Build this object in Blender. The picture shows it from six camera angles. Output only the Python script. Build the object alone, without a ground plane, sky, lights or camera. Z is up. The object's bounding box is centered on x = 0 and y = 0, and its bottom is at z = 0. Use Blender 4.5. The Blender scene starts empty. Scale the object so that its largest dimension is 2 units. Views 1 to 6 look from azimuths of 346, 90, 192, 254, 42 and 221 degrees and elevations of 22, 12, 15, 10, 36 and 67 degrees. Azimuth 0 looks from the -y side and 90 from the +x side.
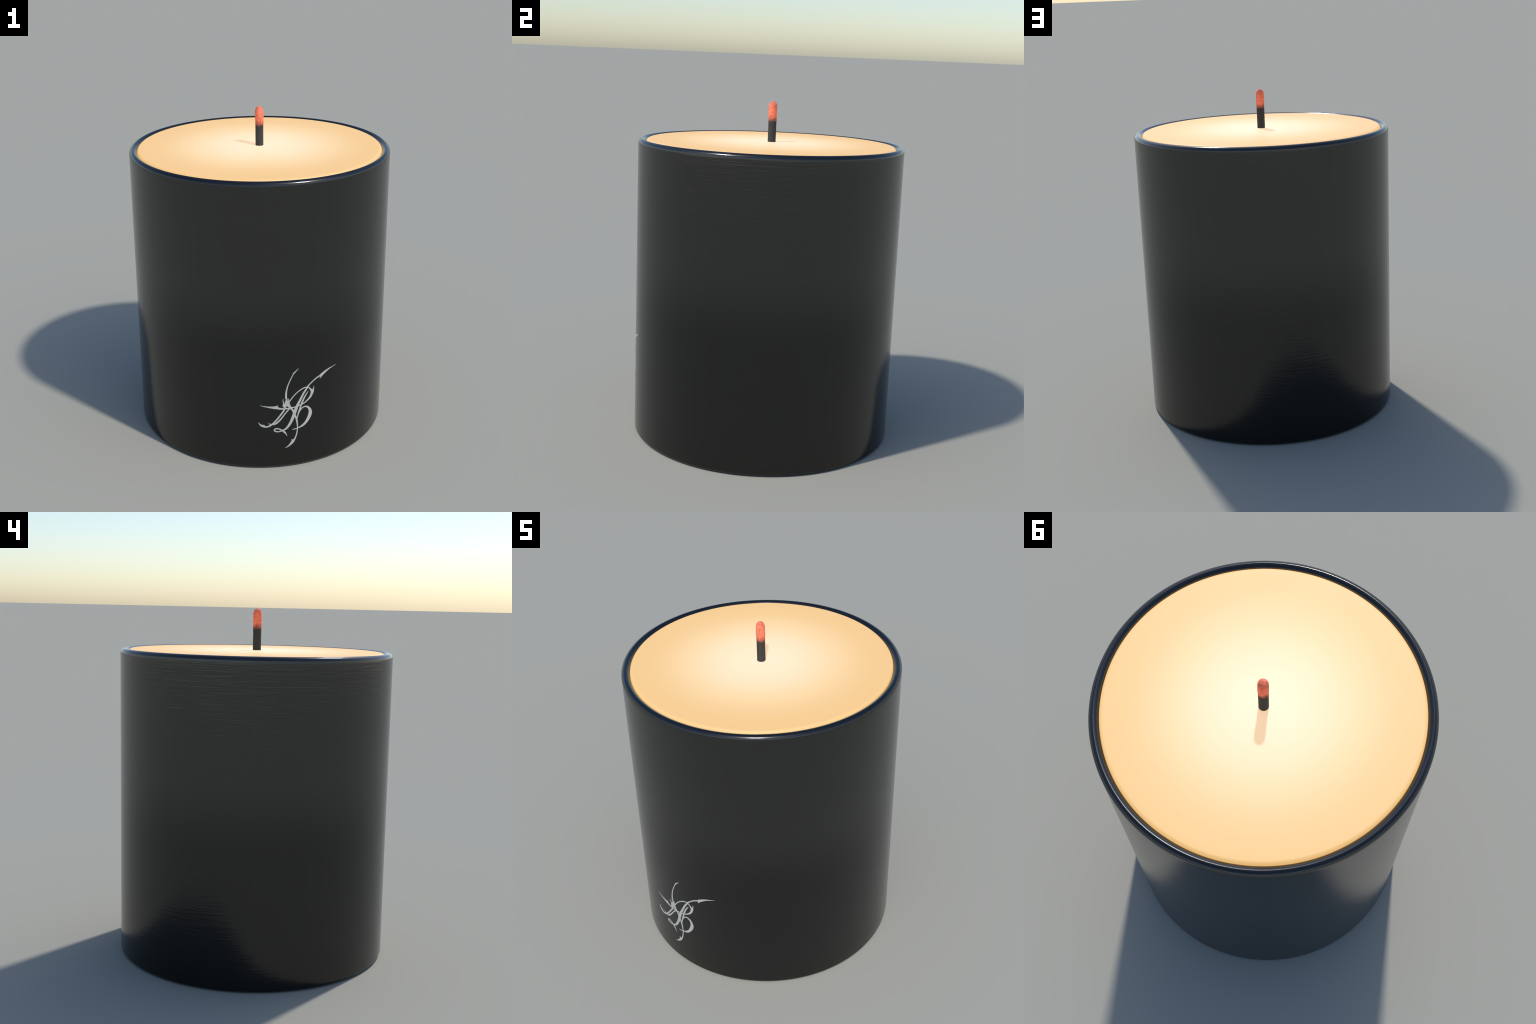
"""A lit candle: black brushed jar, cream wax, round wick with an ember tip, silver monogram."""
import bpy, bmesh, math
from mathutils import Vector, noise

R_OUT = 0.779          # outer radius of the jar
TOP = 1.765            # height of the rim, level with the wax
RIM_OUT, RIM_IN = 0.0246, 0.0333   # radii of the two roundings that meet in a fine crest
FOOT = 0.020           # rounding where the wall meets the base
CREST = 0.0235         # the crest stands this far in from the outer wall
SLOPE_OUT, SLOPE_IN = 88, 79.5   # steepness of the normal of each rounding at the crest, degrees
R_IN = R_OUT - CREST - RIM_IN * (1 - math.cos(math.radians(SLOPE_IN)))
Z_OUT = TOP - RIM_OUT * math.sin(math.radians(SLOPE_OUT))
Z_IN = TOP - RIM_IN * math.sin(math.radians(SLOPE_IN))
SEG = 256


# ------------------------------------------------------------------ helpers
def arc(cr, cz, r, a0, a1, n):
    """Points (radius, z) on an arc, angles in degrees from +r axis towards +z."""
    return [(cr + r * math.cos(math.radians(a0 + (a1 - a0) * i / n)),
             cz + r * math.sin(math.radians(a0 + (a1 - a0) * i / n))) for i in range(n + 1)]


def revolve(name, profile, seg=SEG, warp=None):
    """Solid of revolution about z; profile points with radius 0 become poles."""
    bm = bmesh.new()
    rings = []
    for r, z in profile:
        if r < 1e-6:
            rings.append([bm.verts.new((0, 0, z))])
        else:
            ring = []
            for i in range(seg):
                a = 2 * math.pi * i / seg
                p = Vector((r * math.cos(a), r * math.sin(a), z))
                ring.append(bm.verts.new(warp(p) if warp else p))
            rings.append(ring)
    for A, B in zip(rings, rings[1:]):
        for i in range(seg):
            j = (i + 1) % seg
            if len(A) == 1:
                bm.faces.new((A[0], B[j], B[i]))
            elif len(B) == 1:
                bm.faces.new((A[i], A[j], B[0]))
            else:
                bm.faces.new((A[i], A[j], B[j], B[i]))
    bmesh.ops.recalc_face_normals(bm, faces=bm.faces)
    me = bpy.data.meshes.new(name)
    bm.to_mesh(me)
    bm.free()
    me.polygons.foreach_set("use_smooth", [True] * len(me.polygons))
    ob = bpy.data.objects.new(name, me)
    bpy.context.scene.collection.objects.link(ob)
    return ob


class Nodes:
    """Small wrapper that keeps the node code readable."""

    def __init__(self, name):
        self.mat = bpy.data.materials.new(name)
        self.mat.use_nodes = True
        self.tree = self.mat.node_tree
        self.bsdf = self.tree.nodes["Principled BSDF"]

    def new(self, kind, **settings):
        n = self.tree.nodes.new(kind)
        for k, v in settings.items():
            setattr(n, k, v)
        return n

    def link(self, a, b):
        self.tree.links.new(a, b)

    def math(self, op, a, b=None, clamp=False):
        n = self.new("ShaderNodeMath", operation=op, use_clamp=clamp)
        for i, v in enumerate((a, b)):
            if v is None:
                continue
            if isinstance(v, (int, float)):
                n.inputs[i].default_value = v
            else:
                self.link(v, n.inputs[i])
        return n.outputs[0]

    def position(self):
        n = self.new("ShaderNodeTexCoord")
        s = self.new("ShaderNodeSeparateXYZ")
        self.link(n.outputs["Object"], s.inputs[0])
        return n.outputs["Object"], s.outputs

    def noise(self, vector, scale, stretch=(1, 1, 1), detail=3.0, rough=0.5):
        m = self.new("ShaderNodeMapping")
        m.inputs["Scale"].default_value = stretch
        self.link(vector, m.inputs["Vector"])
        n = self.new("ShaderNodeTexNoise")
        n.inputs["Scale"].default_value = scale
        n.inputs["Detail"].default_value = detail
        n.inputs["Roughness"].default_value = rough
        self.link(m.outputs[0], n.inputs["Vector"])
        return n.outputs["Fac"]

    def ramp(self, fac, stops, interp="LINEAR"):
        n = self.new("ShaderNodeValToRGB")
        n.color_ramp.interpolation = interp
        el = n.color_ramp.elements
        while len(el) < len(stops):
            el.new(0.5)
        for e, (p, c) in zip(el, stops):
            e.position = p
            e.color = (*c, 1.0)
        self.link(fac, n.inputs[0])
        return n.outputs[0]

    def mix(self, fac, a, b):
        n = self.new("ShaderNodeMix", data_type="RGBA")
        for sock, v in ((n.inputs[0], fac), (n.inputs[6], a), (n.inputs[7], b)):
            if isinstance(v, tuple):
                sock.default_value = (*v, 1.0)
            elif isinstance(v, (int, float)):
                sock.default_value = v
            else:
                self.link(v, sock)
        return n.outputs[2]

    def bump(self, height, strength, distance):
        n = self.new("ShaderNodeBump")
        n.inputs["Strength"].default_value = strength
        n.inputs["Distance"].default_value = distance
        self.link(height, n.inputs["Height"])
        self.link(n.outputs[0], self.bsdf.inputs["Normal"])

    def set(self, **kw):
        for k, v in kw.items():
            sock = self.bsdf.inputs[k.replace("_", " ")]
            if hasattr(v, "is_linked"):
                self.link(v, sock)
            else:
                sock.default_value = (*v, 1.0) if isinstance(v, tuple) else v


# ------------------------------------------------------------------ materials
def glaze_material():
    """Black lacquer with fine horizontal brush lines on the upright wall."""
    m = Nodes("black_lacquer")
    vec, xyz = m.position()
    fine = m.noise(vec, 1.0, (4.0, 4.0, 150), 2.5, 0.5)
    broad = m.noise(vec, 1.0, (2.5, 2.5, 75), 1.0, 0.5)
    h = m.math("ADD", m.math("MULTIPLY", fine, 0.7), m.math("MULTIPLY", broad, 0.3))
    # the lines fade out on the polished rim
    wall = m.math("MULTIPLY", m.math("SUBTRACT", Z_OUT + 0.002, xyz[2]), 100.0, clamp=True)
    m.bump(m.math("MULTIPLY", h, wall), 1.0, 0.00085)
    # the upper half is a little shinier than the lower half
    shine = m.new("ShaderNodeMapRange", interpolation_type="SMOOTHSTEP")
    m.link(xyz[2], shine.inputs["Value"])
    for k, v in zip(("From Min", "From Max", "To Min", "To Max"), (0.72, 1.17, 0.50, 0.74)):
        shine.inputs[k].default_value = v
    m.set(Base_Color=(0.0012, 0.0012, 0.0011), Specular_IOR_Level=shine.outputs["Result"], Roughness=0.16, IOR=1.56)
    return m.mat


def wax_material():
    """Warm wax, candle glow baked in as radial emission: pale at the wick, amber at the wall."""
    m = Nodes("cream_wax")
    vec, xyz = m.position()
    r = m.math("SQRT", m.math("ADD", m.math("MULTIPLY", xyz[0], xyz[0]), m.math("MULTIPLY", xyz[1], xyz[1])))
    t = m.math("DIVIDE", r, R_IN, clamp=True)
    m.set(Base_Color=m.ramp(t, [(0.0, (0.42, 0.37, 0.38)), (0.85, (0.42, 0.355, 0.23)), (0.978, (0.42, 0.355, 0.23)), (1.0, (0.28, 0.22, 0.12))]),  # edge stop darkened and its emission raised, evening out sun and shade there
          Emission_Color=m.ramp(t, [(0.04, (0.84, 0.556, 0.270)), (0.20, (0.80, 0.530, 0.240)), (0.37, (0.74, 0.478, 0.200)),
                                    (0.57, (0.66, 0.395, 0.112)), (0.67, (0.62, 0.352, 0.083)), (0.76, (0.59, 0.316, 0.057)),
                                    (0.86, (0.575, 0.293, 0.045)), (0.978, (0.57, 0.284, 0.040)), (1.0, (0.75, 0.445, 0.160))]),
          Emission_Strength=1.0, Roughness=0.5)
    return m.mat


def wick_material():
    """Charred cord below, ember red above, with a ragged change between them."""
    m = Nodes("charred_wick")
    vec, xyz = m.position()
    grit = m.noise(vec, 130.0, (1, 1, 1), 4.0, 0.6)
    blot = m.noise(vec, 60.0, (1, 1, 1), 3.0, 0.6)
    edge = m.math("ADD", xyz[2], m.math("MULTIPLY", m.math("SUBTRACT", blot, 0.5), 0.014))
    red = m.math("DIVIDE", m.math("SUBTRACT", edge, 1.881), 0.034, clamp=True)
    char = m.ramp(grit, [(0.35, (0.038, 0.038, 0.038)), (0.65, (0.058, 0.0575, 0.057))])
    ember = m.ramp(blot, [(0.32, (0.60, 0.14, 0.09)), (0.55, (0.90, 0.25, 0.15)), (0.75, (0.95, 0.29, 0.18))])
    m.set(Base_Color=m.mix(red, char, ember), Roughness=0.75, Specular_IOR_Level=0.2,
          Emission_Color=m.mix(red, (0.0, 0.0, 0.0), (0.11, 0.012, 0.002)), Emission_Strength=1.0)
    m.bump(m.math("ADD", m.math("MULTIPLY", grit, 0.5), blot), 0.8, 0.005)
    return m.mat


def silver_material():
    m = Nodes("silver_print")
    vec, xyz = m.position()
    g = m.noise(vec, 90.0, (1, 1, 1), 2.0, 0.5)
    m.set(Base_Color=m.ramp(g, [(0.3, (0.47, 0.47, 0.435)), (0.7, (0.49, 0.49, 0.455))]), Roughness=0.55)
    return m.mat


# ------------------------------------------------------------------ jar, wax, wick
candle = bpy.data.objects.new("candle", None)
bpy.context.scene.collection.objects.link(candle)
candle["label"] = "black jar candle, glowing cream wax, ember-tipped wick, silver monogram"
candle["category"] = "candle"

FLOOR = 0.07
wall_steps = 24
jar_profile = ([(0.0, 0.006), (R_OUT - 0.16, 0.006), (R_OUT - 0.15, 0.0)]
               + arc(R_OUT - FOOT, FOOT, FOOT, -90, 0, 12)
               + [(R_OUT, FOOT + (Z_OUT - FOOT) * i / wall_steps) for i in range(1, wall_steps)]
               + arc(R_OUT - RIM_OUT, Z_OUT, RIM_OUT, 0, SLOPE_OUT, 24)
               + arc(R_IN + RIM_IN, Z_IN, RIM_IN, 180 - SLOPE_IN, 180, 24)[1:]
               + [(R_IN, FLOOR + 0.03)] + arc(R_IN - 0.03, FLOOR + 0.03, 0.03, 0, -90, 6)[1:]
               + [(0.0, FLOOR)])
jar = revolve("jar", jar_profile)
for e in jar.data.edges:                       # the crest is a true crease
    a, b = (jar.data.vertices[i].co for i in e.vertices)
    if min(a.z, b.z) > TOP - 0.0002 and abs(a.z - b.z) < 1e-6:
        e.use_edge_sharp = True
jar.data.materials.append(glaze_material())

R_WAX, WAX_TOP, WAX_EDGE = 0.7305, TOP - 0.0015, 0.0165    # the edge rolls over and meets the sloping wall
wax_profile = ([(0.0, WAX_TOP), (0.25, WAX_TOP), (0.5, WAX_TOP), (0.68, WAX_TOP)]
               + arc(R_WAX - WAX_EDGE, WAX_TOP - WAX_EDGE, WAX_EDGE, 90, 0, 16)
               + [(R_IN - 0.001, TOP - 0.023), (R_IN - 0.001, 0.9), (R_IN - 0.001, 0.12), (R_IN - 0.02, FLOOR + 0.004), (0.0, FLOOR + 0.004)])
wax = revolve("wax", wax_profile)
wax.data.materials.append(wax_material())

R_WICK = 0.0236


def wick_warp(p):
    """Slight swelling towards the burnt head and a lumpy surface."""
    up = min(max((p.z - 1.875) / 0.05, 0.0), 1.0)
    n = noise.noise(p * 55.0) * 0.0003 + noise.noise(p * 24.0) * 0.0007 * up
    flat = Vector((p.x, p.y, 0.0))
    k = 1.0 + 0.065 * up + (n / R_WICK)
    return Vector((p.x * k, p.y * k, p.z))


wick_top = 2.0
dome = [(R_WICK * math.cos(math.radians(a)) ** 0.9, wick_top - 0.034 + 0.034 * math.sin(math.radians(a))) for a in range(0, 90, 6)]
wick_profile = ([(0.0, TOP - 0.06)] + [(R_WICK, TOP - 0.06 + (wick_top - 0.034 - TOP + 0.06) * i / 70) for i in range(70)]
                + dome + [(0.0, wick_top)])
wick = revolve("wick", wick_profile, 64, wick_warp)
wick.data.materials.append(wick_material())

# ------------------------------------------------------------------ monogram
# Pen strokes of the interlaced letters on the unrolled wall: (along the wall, up, pen width) in mm
# from the centre of the monogram. Each is a smooth ribbon, laid a hair above the one before it.
MONO_S, MONO_Z = 0.025, 0.391
mono = bmesh.new()
stroke_count = 0


def smooth_path(pts, sub):
    """Centripetal-like Catmull-Rom through (s, z, w) control points."""
    P = [Vector(p) for p in pts]
    if len(P) == 2:
        return [P[0].lerp(P[1], i / sub) for i in range(sub + 1)]
    P = [2 * P[0] - P[1]] + P + [2 * P[-1] - P[-2]]
    out = []
    for a, b, c, d in zip(P, P[1:], P[2:], P[3:]):
        for i in range(sub):
            t = i / sub
            m1 = (c - a) * 0.5
            m2 = (d - b) * 0.5
            out.append((2 * t**3 - 3 * t**2 + 1) * b + (t**3 - 2 * t**2 + t) * m1 + (3 * t**2 - 2 * t**3) * c + (t**3 - t**2) * m2)
    out.append(P[-2])
    return out


def pen(what, pts):
    """One ribbon with thickness, wrapped around the wall; its back is sunk into the jar."""
    global stroke_count
    proud = 0.0006 + 0.00006 * stroke_count
    stroke_count += 1
    path = smooth_path(pts, 8)
    rows = []
    for i, p in enumerate(path):
        a, b = path[max(i - 1, 0)], path[min(i + 1, len(path) - 1)]
        t = Vector((b.x - a.x, b.y - a.y)).normalized()
        n = Vector((-t.y, t.x)) * max(p.z * 0.92, 0.15) * 0.5
        row = []
        for side, rad in ((1, R_OUT + proud), (-1, R_OUT + proud), (-1, R_OUT - 0.002), (1, R_OUT - 0.002)):
            s = MONO_S + (p.x + side * n.x) * 0.001
            z = MONO_Z + (p.y + side * n.y) * 0.001
            phi = s / R_OUT
            row.append(mono.verts.new((rad * math.sin(phi), -rad * math.cos(phi), z)))
        rows.append(row)
    for A, B in zip(rows, rows[1:]):
        for k in range(4):
            mono.faces.new((A[k], A[(k + 1) % 4], B[(k + 1) % 4], B[k]))
    mono.faces.new(rows[0])
    mono.faces.new(rows[-1][::-1])


pen("upper feeler dart", [(-4.6, 259.3, 0.3), (-13.2, 251.5, 3.9), (-23.8, 241.2, 6.9), (-33.7, 231.5, 9.2)])
pen("upper feeler barb", [(-32.4, 234.2, 6.5), (-42.5, 232.1, 0.3)])
pen("upper feeler", [(-33, 232.4, 5.8), (-39.6, 221.8, 5.8), (-46.1, 208.9, 5.7), (-54.6, 191.2, 6), (-61.7, 175.5, 6.3), (-67.6,
     160.2, 7), (-71.8, 146.2, 7.7), (-75.7, 129.9, 9), (-78.5, 111.2, 10.5), (-79.6, 96, 11.9), (-79.1, 80.5,
     12.5), (-76.8, 69.4, 11.8), (-73.5, 61.7, 6.7), (-72.1, 52.7, 4.7)])
pen("right dart", [(241.8, 231.2, 0.3), (213.5, 223.4, 4.2), (186.1, 215.1, 9), (160.3, 202.4, 15), (142.4, 191.4, 18.3), (133.6,
     185.2, 17.5)])
pen("right barb", [(140.3, 184.9, 12.2), (134.5, 176.9, 7.4), (128, 166.4, 0.3)])
pen("stem", [(136.5, 188.8, 11.6), (122.6, 183.2, 9.2), (104.5, 174.9, 8.2), (87.4, 163.6, 7.8), (71.2, 150.6, 8.1), (58,
     138.7, 9.3), (50, 129.4, 11), (40.2, 112.9, 11.9), (29.7, 98.7, 12.4), (18.1, 77, 13.4), (6.5, 53.8, 14.8),
     (-2.2, 35.7, 16.3), (-9.7, 21.9, 17.3), (-17.2, 3.7, 20), (-22.6, -12.9, 21.4), (-28.7, -30.1, 21.3), (-34,
     -48.1, 20.6), (-40.4, -64.1, 19.4), (-46.7, -80.3, 18.5), (-60.7, -106.3, 16.2), (-71.7, -120.8, 14), (-83.3,
     -131.2, 11.8), (-95.1, -137.1, 10.1), (-106.6, -141.1, 7.5), (-117.6, -143.9, 7.1), (-131.2, -143.5, 7.7),
     (-143.8, -138.9, 8.4), (-148, -131.8, 8.5), (-143, -125, 8.9), (-131.2, -123.1, 8.1), (-117.6, -127.2, 7.8),
     (-102.3, -136.8, 9), (-88.7, -149.8, 11.2), (-82.3, -157.1, 9.5), (-77.1, -167.1, 5.7), (-70.3, -182.8, 0.3)])
pen("upper bowl", [(-66.2, 36.9, 6.2), (-60.6, 47.2, 7.5), (-52.9, 59.1, 7.1), (-41, 75.1, 6.9), (-25.1, 93.3, 6.7), (-9.1, 107,
     6.8), (7.1, 117.4, 7.1), (24.8, 126, 7.2), (38.6, 128.5, 6.7), (51.1, 126.8, 6), (61.3, 120.3, 7.1), (69.7,
     110.1, 10.3), (76.2, 99.5, 14), (78.8, 88.6, 18.3), (73.6, 70.9, 15.2), (63.3, 55.1, 12.6), (47.6, 40.3, 9.6),
     (34.2, 30, 7.7), (19, 22.8, 7.6), (9.4, 18.9, 6.9), (-1.5, 15.8, 6.8), (-13.7, 13.1, 7.1), (-26.5, 9.8, 7.4),
     (-35.6, 8.2, 7.6), (-50, 7.3, 8), (-62.3, 5.7, 8.4), (-71.8, 5.2, 8.6), (-87.8, 4.9, 9.4), (-91.1, 5.3, 9.8),
     (-110.7, 8, 11.2), (-120.5, 10.5, 12.8), (-128.4, 13.4, 15.5), (-136.8, 17.6, 20.2), (-149.8, 18.4, 17.7),
     (-161.4, 20, 14), (-175.7, 21.7, 10.6), (-192.4, 25, 7.3), (-207.8, 28.5, 4.7), (-220.7, 31.9, 2.3), (-231.6,
     35.5, 0.3)])
pen("left barb", [(-139.4, 22.6, 12.4), (-132.3, 27, 6.8), (-125.1, 32, 0.3)])
pen("upper bowl spike", [(81.4, 88.1, 17.1), (85.2, 101.9, 11.9), (89, 115.8, 6.1), (89.9, 131, 0.3)])
pen("left leg", [(-87.1, 8.3, 11.2), (-92.1, -4.8, 11.4), (-102.6, -21.4, 11), (-115.5, -39.1, 10.8), (-129.3, -57.6, 10.4),
     (-145.3, -76.3, 10.2), (-163.2, -93.9, 10.8), (-175.4, -102.3, 10.7), (-185.8, -106.1, 10.5), (-195.5, -107.9,
     10.5), (-204, -106.5, 12.4), (-210.5, -102.4, 17.4), (-221.5, -99.3, 13.2), (-230.3, -92.1, 8.8), (-235.9,
     -84.6, 4.7), (-241, -76.2, 0.3)])
pen("inner leg", [(-56.6, 3.1, 7.6), (-68.6, -7.2, 8.4), (-88.3, -31.4, 8.4), (-100.7, -49.3, 9.1), (-114.8, -66.6, 10.6),
     (-127, -78.7, 11.5), (-136.8, -86.3, 11.7), (-147.3, -91.3, 11.8), (-159.1, -93.3, 8.4), (-170.8, -91.1, 6.2),
     (-177.3, -89, 3.5), (-185.1, -84.5, 0.3)])
pen("cross stroke", [(-71, 35.3, 18.7), (-62.4, 23.2, 17.8), (-54.7, 13.2, 14.9), (-47.5, 2.4, 12.1), (-39.5, -9.8, 11.6), (-32.9,
     -25.2, 11.6), (-27.5, -39.3, 11.6), (-22.6, -51.8, 11.6), (-18.1, -64.3, 11.1), (-14.6, -79.9, 11.1), (-11.7,
     -95.4, 9.7), (-10.4, -112.9, 8), (-9.4, -127.1, 7.2), (-10.5, -141, 6.7), (-10.3, -143.2, 7), (-12.9, -163.2,
     7.9), (-17.7, -183.3, 8.4), (-24.6, -201, 9.8), (-31.2, -211.6, 13.9), (-37.3, -218.9, 19.2), (-45.1, -229.1,
     16.4), (-55.5, -240.2, 12), (-69.4, -251.3, 6.5), (-85.8, -259.2, 0.3)])
pen("tail barb", [(-35.6, -215.3, 14.2), (-41.7, -210, 7.2), (-47.7, -205.9, 1.1)])
pen("inner stem", [(56.4, 103, 0.3), (48.1, 91.9, 5.4), (37.8, 76.6, 8.4), (29, 60.6, 10.1), (20.9, 42.9, 11.2), (13.5, 23.5,
     11.4), (9.5, 13.8, 10.4), (7.3, 3.8, 11.3), (4.5, -9.5, 13.4), (-2.2, -27, 11.1), (-6.6, -41.1, 8.4), (-10.1,
     -56, 6.2), (-12, -69.6, 4.6)])
pen("lower bowl", [(6.4, -16.2, 8.9), (12.7, -7.8, 6.1), (21, -1.4, 6.8), (30.8, 2.6, 8.1), (41.8, 2.1, 9.7), (52.9, -3.5, 12),
     (62.2, -14.6, 15.7), (68.3, -29.8, 20.2), (69.2, -45, 23.8), (66.3, -58.3, 24.2), (61.1, -72.1, 22.8), (52.2,
     -88.5, 20.3), (42.3, -102.5, 17.6), (31.6, -113.2, 16), (23.2, -119.9, 14.6), (8.8, -127.2, 10.3), (-5.4,
     -132.4, 6.9), (-17.7, -135.3, 5.3), (-30.8, -137.8, 5.6), (-43.9, -137.2, 0.3)])
pen("knot", [(-81.4, 60.8, 5.5), (-78.6, 55.2, 16.5), (-75.9, 46.5, 22.7), (-74.6, 35.8, 27.1), (-73.3, 27.2, 23.4),
     (-72.3, 19.7, 12.2)])
pen("knot foot", [(-88.9, 39.5, 8.9), (-91.5, 29.7, 18), (-88.1, 19.3, 15.7), (-84.1, 10.5, 12.2), (-86.9, 3.4, 11.1)])
pen("left horn", [(-94.9, 73.7, 0.3), (-97.2, 65.6, 4.3), (-97.3, 57.2, 5), (-95.6, 48.6, 6.3), (-93.1, 41, 8.3), (-90.7, 32.3,
     11.1)])
pen("right horn", [(-66.6, 73.2, 0.4), (-64.3, 65, 4.8), (-64, 58.7, 5.9), (-66.3, 51.6, 7.1), (-69.1, 44.6, 8.1)])
pen("knot spur", [(-66.2, 36.9, 11.5), (-59.6, 35.4, 6.8), (-53.3, 32.5, 0.3)])

bmesh.ops.recalc_face_normals(mono, faces=mono.faces)
me = bpy.data.meshes.new("monogram")
mono.to_mesh(me)
mono.free()
monogram = bpy.data.objects.new("monogram", me)
bpy.context.scene.collection.objects.link(monogram)
monogram.data.materials.append(silver_material())

for part in (jar, wax, wick):
    part.parent = candle
monogram.parent = jar
